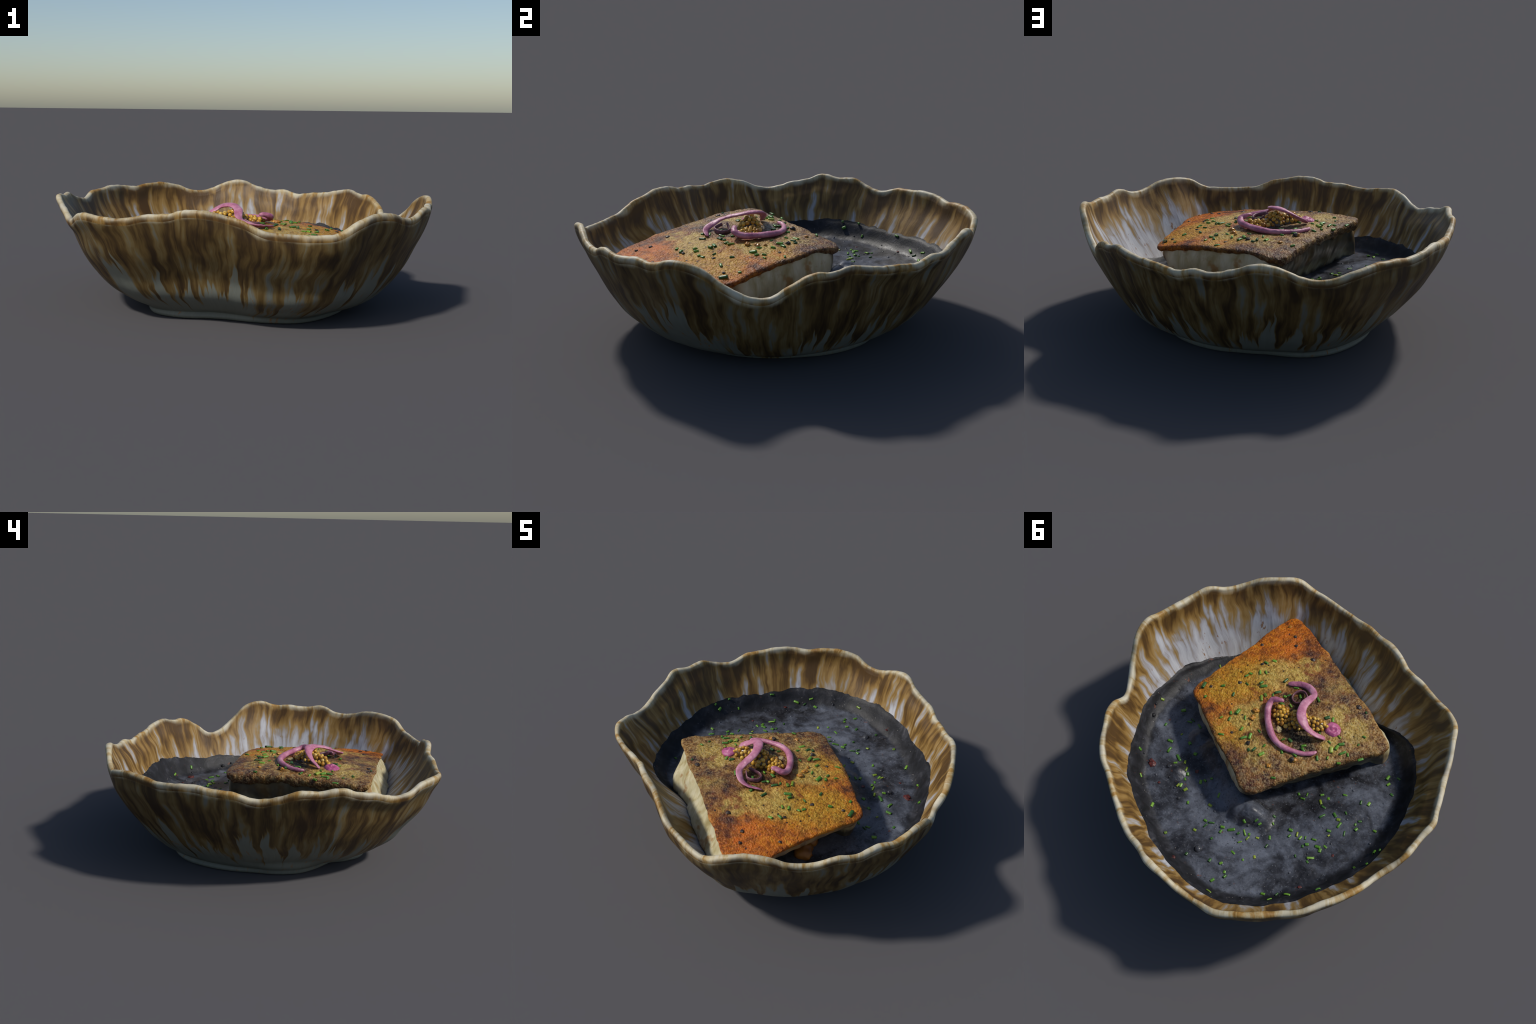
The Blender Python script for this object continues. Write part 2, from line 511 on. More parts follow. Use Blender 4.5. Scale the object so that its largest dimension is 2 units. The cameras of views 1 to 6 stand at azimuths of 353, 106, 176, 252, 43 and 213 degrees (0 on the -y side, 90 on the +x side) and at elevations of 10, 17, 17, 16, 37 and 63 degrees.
def sauce_material():
    n = Nodes("black_sauce_surface")
    x, y, z = n.xyz(n.coord)
    # distance from the outer edge of the sauce (the edge radius as a curve over the angle)
    turn = n.m("ADD", n.m("DIVIDE", n.m("ARCTAN2", y, x), TAU), 0.5)
    edge = n.curve(turn, [(i / 48, edge_radius(-180 + 7.5 * i)) for i in range(49)])
    inside = n.m("SUBTRACT", edge, n.m("SQRT", n.m("ADD", n.m("MULTIPLY", x, x), n.m("MULTIPLY", y, y))))
    big = n.noise(n.coord, 3.4, 5, .62, .8)
    mid = n.noise(n.coord, 14, 5, .65, .5)
    grain = n.noise(n.coord, 90, 3, .6)
    v = n.m("ADD", n.m("MULTIPLY", big, .65), n.m("MULTIPLY", mid, .35))
    film = n.ramp(v, [(.39, (.009, .009, .011)), (.45, (.026, .027, .032)), (.50, (.050, .054, .066)), (.57, (.092, .101, .123)), (.66, (.140, .154, .186))])
    film = n.mix(n.step(grain, .58, .72, 0, .40), film, (.19, .20, .225))
    film = n.mix(n.step(grain, .30, .43, .55, 0), film, (.012, .012, .014))
    pits = n.m("MULTIPLY", n.step(n.noise(n.coord, 46, 3, .7), .40, .32), n.step(n.noise(n.coord, 7, 2), .46, .60))
    film = n.mix(n.m("MULTIPLY", pits, .7), film, (.010, .010, .011))
    crust = n.ramp(mid, [(.40, (.005, .005, .006)), (.56, (.014, .014, .017)), (.68, (.034, .034, .040)), (.80, (.09, .085, .085))])
    ring = n.step(n.m("ADD", inside, n.m("MULTIPLY", n.m("SUBTRACT", n.noise(n.coord, 12, 5, .65), .5), .09)), .066, .110, 1, 0)
    col = n.mix(ring, film, crust)
    rust = n.m("MULTIPLY", n.step(n.noise(n.coord, 38, 2, .5), .68, .74), n.step(n.noise(n.coord, 6, 2), .48, .6))
    col = n.mix(n.m("MULTIPLY", rust, .75), col, (.13, .035, .012))
    dots = n.m("MULTIPLY", n.step(n.voronoi(n.coord, 46), .16, .09), n.step(n.noise(n.coord, 9, 2), .55, .62))
    col = n.mix(n.m("MULTIPLY", dots, .6), col, (.22, .20, .18))
    n.bump(n.m("ADD", n.m("MULTIPLY", mid, .7), n.m("MULTIPLY", grain, .3)), .35, .010)
    return n.set(base_color=col, roughness=n.step(ring, 0, 1, .34, .56), ior=1.38)


Vs, Fs = build_sauce()
sauce = new_object("black_sauce", Vs, Fs, sauce_material())
sauce["label"], sauce["category"] = "pool of dark grey-black sauce lining the bowl", "sauce"

# ================================================================== FISH FILLET
CORNER = [Vector((.380, -.851)), Vector((.575, -.080)), Vector((-.040, .300)), Vector((-.560, -.335))]  # A B C D
_mid = sum(CORNER, Vector((0, 0))) / 4
CORNER = [_mid + (c - _mid) * 1.015 for c in CORNER]
DOME = (.4515, -.0073, .0300, -.0203, -.0221, -.0395, -.0002, -.0041)


def quad(a, b):
    A, B, C, D = CORNER
    p = ((1 - a) * (1 - b) * A + (1 + a) * (1 - b) * B + (1 + a) * (1 + b) * C + (1 - a) * (1 + b) * D) / 4
    return p.x, p.y


def quad_inverse(x, y):
    A, B, C, D = CORNER
    a = b = 0.0
    for _ in range(12):
        px, py = quad(a, b)
        du = (-(1 - b) * A + (1 - b) * B + (1 + b) * C - (1 + b) * D) / 4
        dv = (-(1 - a) * A - (1 + a) * B + (1 + a) * C + (1 - a) * D) / 4
        det = du.x * dv.y - du.y * dv.x
        ex, ey = x - px, y - py
        a, b = a + (ex * dv.y - ey * dv.x) / det, b + (du.x * ey - du.y * ex) / det
    return a, b


def fish_top(a, b):
    c = DOME
    return .020 * max(0, a) * max(0, b) + c[0] + c[1] * a + c[2] * b + c[3] * a * b + c[4] * a * a + c[5] * b * b + c[6] * a**4 + c[7] * b**4


def skin_relief(x, y):
    return .0045 * fbm(x * 6, y * 6, .3, 3) + .0022 * fbm(x * 26, y * 26, 2.3, 2) + .0014 * fbm(x * 70, y * 70, 4.3, 1)


def fish_height(x, y):
    a, b = quad_inverse(x, y)
    return fish_top(a, b) + skin_relief(x, y)


def round_corner(a, b, k=.055):
    """Pull the corners of the unit square in a little."""
    ra, rb = abs(a), abs(b)
    e = max(0, ra - (1 - 2.2 * k)) / (2.2 * k) * max(0, rb - (1 - 2.2 * k)) / (2.2 * k)
    return a * (1 - k * .6 * e), b * (1 - k * .6 * e)


def side_weights(a, b):
    """How much a border point belongs to the sides AD (a=-1), BC (a=1), AB (b=-1), CD (b=1)."""
    p = 10
    w = [max(0, -a) ** p, max(0, a) ** p, max(0, -b) ** p, max(0, b) ** p]
    t = sum(w) or 1
    return [q / t for q in w]


CENTRE = Vector(quad(0, 0))


def border(n_side):
    pts = []
    for k in range(4):
        for i in range(n_side):
            t = -1 + 2 * i / n_side
            pts.append([(t, -1), (1, t), (-t, 1), (-1, -t)][k])
    return pts


def outward(a, b):
    w = side_weights(a, b)
    A, B, C, D = CORNER
    def nrm(p, q):
        e = q - p
        return Vector((e.y, -e.x)).normalized()
    v = nrm(D, A) * w[0] + nrm(B, C) * w[1] + nrm(A, B) * w[2] + nrm(C, D) * w[3]
    return v.normalized()


def edge_wave(x, y, a, b):
    w = side_weights(a, b)
    return .010 * fbm(x * 5, y * 5, 9.0, 2) + .005 * fbm(x * 22, y * 22, 3.0, 2) + w[3] * .012 * fbm(x * 12, y * 12, 6.0, 2) - w[3] * .0


def build_skin():
    n = 200
    V, F = [], []
    for i in range(n + 1):
        for j in range(n + 1):
            a, b = -1 + 2 * i / n, -1 + 2 * j / n
            aa, bb = round_corner(a, b)
            x, y = quad(aa, bb)
            m = max(abs(a), abs(b))
            k = smooth01((m - .8) / .2)
            if k > 0:
                o = outward(a, b)
                e = edge_wave(x, y, a, b) * k
                x, y = x + o.x * e, y + o.y * e
            z = fish_top(aa, bb) + skin_relief(x, y)
            V.append((x, y, z))
    for i in range(n):
        for j in range(n):
            q = i * (n + 1) + j
            F.append((q, q + n + 1, q + n + 2, q + 1))
    # rolled border: down over the edge, then in under it
    loop = [(i, 0) for i in range(n)] + [(n, j) for j in range(n)] + [(n - i, n) for i in range(n)] + [(0, n - j) for j in range(n)]
    prev = [i * (n + 1) + j for i, j in loop]
    L = len(loop)
    # (outward, down) steps as a fraction of the local lip depth
    steps = [(.006, .10), (.010, .28), (.010, .55), (.004, .82), (-.006, 1.0), (-.022, .95), (-.05, .70)]
    for so, sd in steps:
        cur = []
        for q, (i, j) in enumerate(loop):
            a, b = -1 + 2 * i / n, -1 + 2 * j / n
            w = side_weights(a, b)
            o = outward(a, b)
            x0, y0, z0 = V[loop[q][0] * (n + 1) + loop[q][1]]
            depth = w[0] * .016 + w[1] * .030 + w[2] * .026 + w[3] * .055
            depth *= 1 + .45 * fbm(x0 * 14, y0 * 14, 8.8, 3)
            cur.append(len(V))
            V.append((x0 + o.x * so, y0 + o.y * so, z0 - depth * sd))
        for q in range(L):
            F.append((prev[q], cur[q], cur[(q + 1) % L], prev[(q + 1) % L]))
        prev = cur
    return V, F


def build_flesh():
    side = 130
    P = border(side)
    L, levels = len(P), 44
    V, F = [], []
    for k in range(levels + 1):
        t = k / levels
        for a, b in P:
            aa, bb = round_corner(a, b, .09)
            x, y = quad(aa, bb)
            w = side_weights(a, b)
            o = outward(a, b)
            top = fish_top(aa, bb) - .012
            bottom = .155
            z = top + (bottom - top) * t
            flake = fbm(x * 16, y * 16, z * 5, 3)
            folds = .5 + .5 * math.sin((x * .52 - y * .85) * 17 + 4 * fbm(x * 5, y * 5, z * 4, 2))
            out_ad = -.008 + .085 * float(smooth01(t * 1.15)) + .026 * folds * math.sin(math.pi * t) + .008 * flake
            out_bc = -.012 + .026 * math.sin(math.pi * t) - .02 * t * t + .006 * flake
            out_ab = -.010 - .13 * smooth01((t - .16) / .55) + .006 * flake
            out_cd = -.014 - .048 * smooth01((t - .22) / .6) + .010 * flake
            e = w[0] * out_ad + w[1] * out_bc + w[2] * out_ab + w[3] * out_cd
            x, y = x + o.x * e, y + o.y * e
            rr, zz = Sauce.wall(math.degrees(math.atan2(y, x)))       # never through the bowl
            k = min(1, (float(np.interp(z, zz, rr)) - .004) / math.hypot(x, y))
            V.append((x * k, y * k, z))
    for k in range(levels):
        for q in range(L):
            F.append((k * L + q, (k + 1) * L + q, (k + 1) * L + (q + 1) % L, k * L + (q + 1) % L))
    F.append(tuple(range(L)))
    F.append(tuple(levels * L + q for q in range(L))[::-1])
    return V, F


def spot(n, at, radius, soft=.5, warp=None):
    p = n.coord if warp is None else warp
    dd = n.vm("DISTANCE", n.vm("MULTIPLY", p, (1, 1, 0)), (at[0], at[1], 0))
    return n.step(dd, radius * (1 - soft), radius * (1 + soft), 1, 0)


def skin_material():
    n = Nodes("crisp_fish_skin")
    wig = n.t.nodes.new("ShaderNodeTexNoise")
    n.put(wig.inputs["Vector"], n.coord); wig.inputs["Scale"].default_value = 7; wig.inputs["Detail"].default_value = 6; wig.inputs["Roughness"].default_value = .62
    warp = n.vm("ADD", n.coord, n.vm("SCALE", n.vm("SUBTRACT", wig.outputs["Color"], (.5, .5, .5)), scale=.34))
    x, y, z = n.xyz(warp)
    big = n.noise(n.coord, 4.5, 4, .6, .3)
    mid = n.noise(n.coord, 16, 4, .6, .3)
    small = n.noise(n.coord, 55, 3, .6)
    mix1 = n.m("ADD", n.m("MULTIPLY", mid, .6), n.m("MULTIPLY", small, .4))
    # fine scale mesh: pale ridges between tiny dark cells
    cells = n.voronoi(n.vm("ADD", n.coord, n.vm("SCALE", wig.outputs["Color"], scale=.03)), 88, "SMOOTH_F1", smooth=.35)
    mesh = n.step(cells, .25, .55)
    # browned ground
    base = n.ramp(mix1, [(.38, (.055, .020, .007)), (.46, (.165, .070, .016)), (.54, (.29, .150, .036)), (.66, (.41, .26, .085))])
    # deep orange along AB
    A, B = CORNER[0], CORNER[1]
    ab = (B - A).normalized()
    nx, ny = -ab.y, ab.x     # points from AB into the fillet
    dist = n.m("ADD", n.m("MULTIPLY", x, nx), n.m("MULTIPLY_ADD", y, ny, -(A.x * nx + A.y * ny)))
    orange = n.ramp(mix1, [(.36, (.17, .035, .004)), (.46, (.38, .090, .005)), (.58, (.54, .165, .008)), (.70, (.60, .27, .022))])
    col = n.mix(n.m("MULTIPLY", n.step(dist, .10, .58, 1, 0), n.step(mid, .36, .56, .72, 1.0)), base, orange)
    # golden and pale patches
    yellow = n.ramp(small, [(.32, (.27, .125, .008)), (.52, (.46, .26, .018)), (.72, (.54, .36, .05))])
    gold = n.m("MAXIMUM", spot(n, (.37, -.28), .17, .6, warp), n.m("MAXIMUM", spot(n, (.43, -.16), .10, .6, warp), spot(n, (.24, .04), .09, .6, warp)))
    col = n.mix(n.m("MULTIPLY", gold, .72), col, yellow)
    pale = n.ramp(small, [(.30, (.25, .148, .020)), (.50, (.46, .310, .066)), (.70, (.60, .45, .13))])
    pm = None
    for at, rad in (((.235, -.37), .115), ((.14, -.43), .09), ((.05, -.60), .035), ((-.115, -.515), .06), ((.19, -.05), .08), ((.03, .09), .07),
                    ((.12, -.53), .04), ((-.24, -.36), .06), ((-.30, -.18), .05), ((-.36, -.33), .06)):
        q = spot(n, at, rad, .45, warp)
        pm = q if pm is None else n.m("MAXIMUM", pm, q)
    col = n.mix(n.m("MULTIPLY", pm, n.step(mid, .38, .58, .55, .88)), col, pale)
    # dark purplish-brown scorch
    sm = None
    for at, rad in (((-.05, -.555), .075), ((.00, -.47), .09), ((-.17, -.47), .06), ((-.08, -.43), .07), ((-.33, -.44), .04), ((.12, -.62), .06), ((-.04, .23), .10),
                    ((.10, .17), .06)):
        q = spot(n, at, rad, .7, warp)
        sm = q if sm is None else n.m("MAXIMUM", sm, q)
    scorch = n.ramp(mid, [(.38, (.028, .012, .014)), (.50, (.095, .030, .014)), (.62, (.19, .075, .022)), (.70, (.27, .14, .05))])
    col = n.mix(n.m("MULTIPLY", sm, .86), col, scorch)
    # glowing red-orange by corner A, small red blotches
    col = n.mix(n.m("MULTIPLY", spot(n, (.255, -.69), .11, .8, warp), n.step(mid, .44, .60, .05, .60)), col, (.50, .085, .004))
    for at, rad in (((.262, -.193), .020), ((-.277, -.379), .026), ((.10, -.50), .03), ((.23, .05), .03), ((.13, -.16), .05)):
        col = n.mix(n.m("MULTIPLY", spot(n, at, rad, .6, warp), .65), col, (.20, .030, .012))
    col = n.mix(n.m("MULTIPLY", spot(n, (.235, .047), .04, .6, warp), .7), col, (.56, .20, .012))
    flecks = n.m("MULTIPLY", n.step(n.voronoi(n.coord, 34), .20, .12), n.step(n.noise(n.coord, 8, 2), .44, .54))
    col = n.mix(n.m("MULTIPLY", flecks, .75), col, (.15, .025, .010))
    black = n.m("MULTIPLY", n.step(n.voronoi(n.vm("ADD", n.coord, (3.1, 1.7, 0)), 24), .18, .12), n.step(n.noise(n.coord, 5, 1), .47, .55))
    col = n.mix(n.m("MULTIPLY", black, .9), col, (.016, .010, .010))
    # brown jus under the topping
    jus = n.m("MAXIMUM", spot(n, (-.12, -.12), .08, .5, warp), spot(n, (-.03, -.17), .12, .45, warp))
    jus = n.m("MAXIMUM", jus, spot(n, (.02, -.30), .07, .6, warp))
    col = n.mix(n.m("MULTIPLY", jus, .85), col, n.ramp(mid, [(.42, (.022, .010, .004)), (.65, (.105, .045, .012))]))
    puddle = n.m("MAXIMUM", spot(n, (-.115, -.115), .070, .35, warp), spot(n, (-.02, -.095), .045, .4, warp))
    col = n.mix(n.m("MULTIPLY", puddle, .88), col, (.016, .008, .004))
    # browned borders along BC and CD
    rim = None
    for P, Q in ((CORNER[1], CORNER[2]), (CORNER[2], CORNER[3])):
        e = (Q - P).normalized()
        dd = n.m("ADD", n.m("MULTIPLY", x, -e.y), n.m("MULTIPLY_ADD", y, e.x, P.x * e.y - P.y * e.x))
        q = n.step(dd, -.01, .06, 1, 0)
        rim = q if rim is None else n.m("MAXIMUM", rim, q)
    col = n.mix(n.m("MULTIPLY", rim, n.step(mid, .38, .60, .75, .30)), col, (.060, .024, .010))
    # fine blistering: crisp light and dark grain over everything
    g1, g2 = n.noise(n.coord, 95, 4, .7), n.noise(n.coord, 34, 4, .65)
    grain = n.m("ADD", n.m("MULTIPLY", g1, .55), n.m("MULTIPLY", g2, .45))
    col = n.mix(n.step(grain, .47, .36, 0, .55), col, n.mix(.82, col, (.022, .008, .003)))
    col = n.mix(n.step(grain, .54, .68, 0, .45), col, n.mix(.45, col, (.80, .56, .22)))
    # scale mesh: lighter threads, strongest towards the CD side
    far = n.step(dist, .40, .75, .03, .36)
    col = n.mix(n.m("MULTIPLY", n.m("MULTIPLY", mesh, far), n.step(small, .44, .58)), col, (.40, .30, .15))
    n.bump(n.m("ADD", n.m("MULTIPLY", cells, -.8), n.m("MULTIPLY", grain, 1.3)), .62, .010)
    return n.set(base_color=col, roughness=n.step(grain, .40, .60, .56, .32), ior=1.33)


def flesh_material():
    n = Nodes("cooked_fish_flesh")
    x, y, z = n.xyz(n.coord)
    grain = n.noise(n.vec(n.m("MULTIPLY", x, 16), n.m("MULTIPLY", y, 16), n.m("MULTIPLY", z, 6)), 1, 4, .55, .6)
    col = n.ramp(grain, [(.30, (.36, .29, .13)), (.48, (.52, .46, .28)), (.66, (.64, .59, .42))])
    stain = n.m("MULTIPLY", n.step(n.noise(n.coord, 13, 3), .57, .68), .7)
    col = n.mix(stain, col, (.33, .15, .03))
    sauce_and_shade = n.m("MULTIPLY", n.step(n.m("ADD", z, n.m("MULTIPLY", n.m("SUBTRACT", n.noise(n.coord, 18, 3), .5), .08)), .215, .250, 1, 0), .9)  # black sauce along the bottom, carried higher to paint in the shade there
    col = n.mix(sauce_and_shade, col, (.012, .011, .011))
    # the far CD face is browned, with the shade under its overhang painted in
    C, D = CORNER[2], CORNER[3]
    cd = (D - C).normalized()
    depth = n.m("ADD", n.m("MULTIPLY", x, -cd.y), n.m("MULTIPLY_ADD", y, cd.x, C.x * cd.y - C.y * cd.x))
    cd_shade = n.step(n.m("ADD", depth, n.m("MULTIPLY", n.m("SUBTRACT", n.noise(n.coord, 9, 3), .5), .06)), .02, .07, 1, 0)
    col = n.mix(n.m("MULTIPLY", cd_shade, .88), col, n.ramp(n.noise(n.coord, 12, 3), [(.40, (.014, .010, .007)), (.62, (.085, .048, .015)), (.75, (.20, .12, .04))]))
    # thin browned rim of flesh under the AB edge
    A, B = CORNER[0], CORNER[1]
    ab = (B - A).normalized()
    nearab = n.m("ADD", n.m("MULTIPLY", x, -ab.y), n.m("MULTIPLY_ADD", y, ab.x, A.x * ab.y - A.y * ab.x))
    fried = n.step(n.m("ADD", nearab, n.m("MULTIPLY", n.m("SUBTRACT", n.noise(n.coord, 9, 3), .5), .05)), .025, .075, 1, 0)
    col = n.mix(n.m("MULTIPLY", fried, .8), col, n.ramp(n.noise(n.coord, 14, 3), [(.40, (.10, .040, .008)), (.65, (.30, .16, .04))]))
    n.bump(grain, .3, .01)
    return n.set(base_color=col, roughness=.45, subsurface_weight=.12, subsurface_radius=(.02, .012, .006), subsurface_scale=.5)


fish = empty("fish_fillet", "square pan-fried white fish fillet with crisp orange-brown skin", "fish", (0, 0, 0))
v, f = build_skin()
new_object("skin", v, f, skin_material(), fish)
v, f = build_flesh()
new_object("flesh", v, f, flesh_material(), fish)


# ================================================================== TOPPINGS
def spline(points, n):
    p = np.array(points, float)
    m = len(p)
    t = np.linspace(0, m - 1, n)
    i = np.clip(t.astype(int), 0, m - 2)
    u = (t - i)[:, None]
    a, b, c, d = p[np.clip(i - 1, 0, m - 1)], p[i], p[i + 1], p[np.clip(i + 2, 0, m - 1)]
    return 0.5 * (2 * b + (c - a) * u + (2 * a - 5 * b + 4 * c - d) * u**2 + (3 * b - a - 3 * c + d) * u**3)


def sweep(path, wide, thick, n=120, around=22, up=Vector((0, 0, 1)), seed=0.0, groove=0.0, twist=0.0, blunt=.07, taper=((0, 1), (1, 1))):
    """Elliptical strip along a path: 'wide' across, 'thick' along the up direction; rounded ends."""
    C = spline(path, n)
    V, F = [], []
    for i in range(n):
        t = i / (n - 1)
        tan = Vector(C[min(i + 1, n - 1)] - C[max(i - 1, 0)]).normalized()
        side = tan.cross(up).normalized()
        nrm = side.cross(tan).normalized()
        q = twist * (t - .5)
        side, nrm = side * math.cos(q) + nrm * math.sin(q), nrm * math.cos(q) - side * math.sin(q)
        end = min(t, 1 - t) / blunt
        e = math.sqrt(max(0.0, 1 - (1 - min(1, end)) ** 2)) * (.82 + .18 * math.sin(math.pi * t))
        e *= float(np.interp(t, [q[0] for q in taper], [q[1] for q in taper]))
        e = max(e, .02) * (1 + .14 * fbm(t * 7, seed, 1.0, 2))
        for k in range(around):
            a = TAU * k / around
            wv, tv = wide * math.cos(a), thick * math.sin(a)
            if groove and math.sin(a) < 0:
                tv *= 1 - groove
            p = Vector(C[i]) + side * wv * e + nrm * tv * e
            p += nrm * .0018 * fbm(p.x * 45, p.y * 45, p.z * 45 + seed, 2)
            V.append(p)
    for i in range(n - 1):
        for k in range(around):
            F.append((i * around + k, i * around + (k + 1) % around, (i + 1) * around + (k + 1) % around, (i + 1) * around + k))
    F.append(tuple(range(around))[::-1])
    F.append(tuple((n - 1) * around + k for k in range(around)))
    return V, F


def onion_material(name, tint):
    n = Nodes(name)
    a = n.noise(n.coord, 16, 3, .55)
    b = n.noise(n.coord, 70, 3, .6)
    lo, mid, hi = tint
    col = n.ramp(n.m("ADD", n.m("MULTIPLY", a, .75), n.m("MULTIPLY", b, .25)), [(.34, lo), (.50, mid), (.66, hi)])
    n.bump(n.m("ADD", b, n.m("MULTIPLY", a, 1.5)), .3, .008)
    return n.set(base_color=col, roughness=.46, subsurface_weight=.15, subsurface_radius=(.02, .008, .01), subsurface_scale=.5)


PINK = onion_material("pink_onion_flesh", ((.30, .085, .15), (.44, .155, .235), (.56, .26, .34)))
MAGENTA = onion_material("magenta_onion_flesh", ((.24, .030, .10), (.38, .070, .18), (.50, .15, .27)))
PURPLE = onion_material("brown_purple_onion_flesh", ((.10, .035, .045), (.20, .075, .095), (.34, .17, .21)))

onions = empty("pickled_onion", "curled pink strips of pickled red onion", "onion", (-.05, -.22, .45))
inv = Matrix.Translation((.05, .22, -.45))


def add_onion(name, vf, mat):
    ob = new_object(name, vf[0], vf[1], mat)
    ob.parent = onions
    ob.matrix_parent_inverse = inv
    return ob


STRIP_A = [(.061, -.236, .500), (.089, -.228, .500), (.124, -.213, .488), (.123, -.171, .474), (.096, -.122, .470), (.062, -.080, .468), (.018, -.041, .465),
           (-.032, -.016, .462), (-.085, -.010, .460), (-.135, -.019, .458), (-.187, -.035, .456), (-.226, -.060, .457), (-.247, -.086, .458)]
STRIP_B = [(.122, -.368, .455), (.087, -.386, .458), (.052, -.402, .462), (.007, -.404, .470), (-.035, -.384, .484), (-.057, -.355, .500), (-.055, -.308, .520),
           (-.053, -.264, .533), (-.066, -.214, .544), (-.090, -.177, .546), (-.124, -.153, .538), (-.158, -.146, .520), (-.195, -.153, .496), (-.230, -.169, .474), (-.246, -.172, .464)]
RING = [(-.030, -.335, .485), (.005, -.362, .470), (.036, -.354, .466), (.052, -.325, .461), (.046, -.295, .459), (.020, -.281, .459), (-.006, -.288, .466), (-.035, -.312, .490)]
add_onion("onion_strip", sweep(STRIP_A, .0175, .0150, 130, seed=1.0, twist=.6, taper=((0, .8), (.12, 1.1), (.35, 1.1), (.65, .95), (.85, .85), (1, .8))), PINK)
add_onion("onion_strip", sweep(STRIP_B, .0245, .0095, 150, seed=5.0, twist=1.1, taper=((0, .7), (.2, .75), (.35, .85), (.5, 1.0), (.68, 1.05), (.85, .9), (1, .65))), PINK)
add_onion("onion_ring", sweep(RING, .0060, .0120, 80, 16, seed=9.0, blunt=.04), PURPLE)


def onion_curl():
    """Tightly rolled end of an onion layer: a flattened knob with a spiral crease."""
    V, F = [], []
    nu, nv = 72, 40
    for i in range(nv + 1):
        ph = math.pi * i / nv
        for j in range(nu):
            th = TAU * j / nu
            r = math.sin(ph)
            spiral = math.sin(th + 9.0 * r) * math.exp(-((r - .45) / .35) ** 2)
            k = 1 + .13 * fbm(math.cos(th) * 1.6, math.sin(th) * 1.6, ph, 2)
            zz = math.cos(ph)
            h = .022 * zz * (1 + (.11 * spiral if zz > 0 else 0))
            V.append((-.250 + .044 * r * k * math.cos(th) * 1.08, -.250 + .044 * r * k * math.sin(th), .456 + h + .006 * math.cos(th)))
    for i in range(nv):
        for j in range(nu):
            F.append((i * nu + j, (i + 1) * nu + j, (i + 1) * nu + (j + 1) % nu, i * nu + (j + 1) % nu))
    return V, F


add_onion("onion_curl", onion_curl(), MAGENTA)


# ---- mustard seeds
def ball(name, r, mat, seed, squash=1.0, lump=.08):
    V, F = [], []
    nu, nv = 16, 10
    for i in range(nv + 1):
        ph = math.pi * i / nv
        for j in range(nu):
            th = TAU * j / nu
            d = Vector((math.sin(ph) * math.cos(th), math.sin(ph) * math.sin(th), math.cos(ph)))
            k = r * (1 + lump * fbm(d.x * 1.5 + seed, d.y * 1.5, d.z * 1.5, 2))
            V.append((d.x * k, d.y * k, d.z * k * squash))
    for i in range(nv):
        for j in range(nu):
            F.append((i * nu + j, (i + 1) * nu + j, (i + 1) * nu + (j + 1) % nu, i * nu + (j + 1) % nu))
    me = bpy.data.meshes.new(name)
    me.from_pydata(V, [], F)
    me.polygons.foreach_set("use_smooth", [True] * len(me.polygons))
    me.materials.append(mat)
    return me


def seed_material():
    n = Nodes("mustard_seed_coat")
    r = n.random()
    col = n.ramp(r, [(0, (.30, .13, .012)), (.35, (.46, .23, .022)), (.7, (.58, .33, .04)), (1, (.60, .42, .11))])
    col = n.mix(n.step(n.noise(n.coord, 60, 2), .5, .68, 0, .5), col, (.22, .09, .015))
    return n.set(base_color=col, roughness=.26, ior=1.45)


def jus_material():
    n = Nodes("brown_mustard_jus")
    col = n.ramp(n.noise(n.coord, 22, 3), [(.35, (.030, .014, .006)), (.52, (.09, .042, .010)), (.70, (.24, .13, .03))])
    n.bump(n.noise(n.coord, 40, 2), .3, .006)
    return n.set(base_color=col, roughness=.2)


def mound(x, y):
    """Height of the seed heap above the fillet."""
    def hill(px, py, rx, ry, rot, h):
        dx, dy = x - px, y - py
        c, s = math.cos(rot), math.sin(rot)
        u, w = (dx * c + dy * s) / rx, (-dx * s + dy * c) / ry
        return h * max(0, 1 - u * u - w * w) ** .6
    return max(hill(-.060, -.190, .060, .058, 0, .062), hill(.015, -.168, .090, .045, -.45, .030), hill(-.145, -.215, .078, .034, .35, .050))


mus = empty("mustard_seeds", "small heap of glossy golden mustard seeds", "mustard seeds", (-.06, -.19, .44))
minv = Matrix.Translation((.06, .19, -.44))
# jus-bound core of the heap
cv, cf, N = [], [], 90
for i in range(N + 1):
    for j in range(N + 1):
        x, y = -.26 + .38 * i / N, -.29 + .24 * j / N
        h = mound(x, y)
        cv.append((x, y, fish_height(x, y) + (h * .97 if h > 0 else -.006) + .002 * fbm(x * 60, y * 60, 0, 2)))
for i in range(N):
    for j in range(N):
        q = i * (N + 1) + j
        cf.append((q, q + N + 1, q + N + 2, q + 1))
core = new_object("jus", cv, cf, jus_material())
core.parent, core.matrix_parent_inverse = mus, minv
SEED = seed_material()
seed_meshes = [ball("mustard_seed", .0128, SEED, 3.1 * k, .92) for k in range(4)]
placed = []
for _ in range(9000):
    x, y = RNG.uniform(-.235, .105), RNG.uniform(-.275, -.105)
    h = mound(x, y)
    if h < .006:
        continue
    z = fish_height(x, y) + h + RNG.uniform(-.006, .003)
    if all((x - a) ** 2 + (y - b) ** 2 + (z - c) ** 2 > .0200**2 for a, b, c in placed):
        placed.append((x, y, z))
for k, p in enumerate(placed[:150]):
    ob = bpy.data.objects.new("mustard_seed", seed_meshes[k % 4])
    bpy.context.scene.collection.objects.link(ob)
    s = RNG.uniform(.82, 1.12)
    ob.parent, ob.matrix_parent_inverse = mus, minv
    ob.location, ob.scale, ob.rotation_euler = p, (s, s, s * RNG.uniform(.85, 1.05)), [RNG.uniform(0, 6) for _ in range(3)]


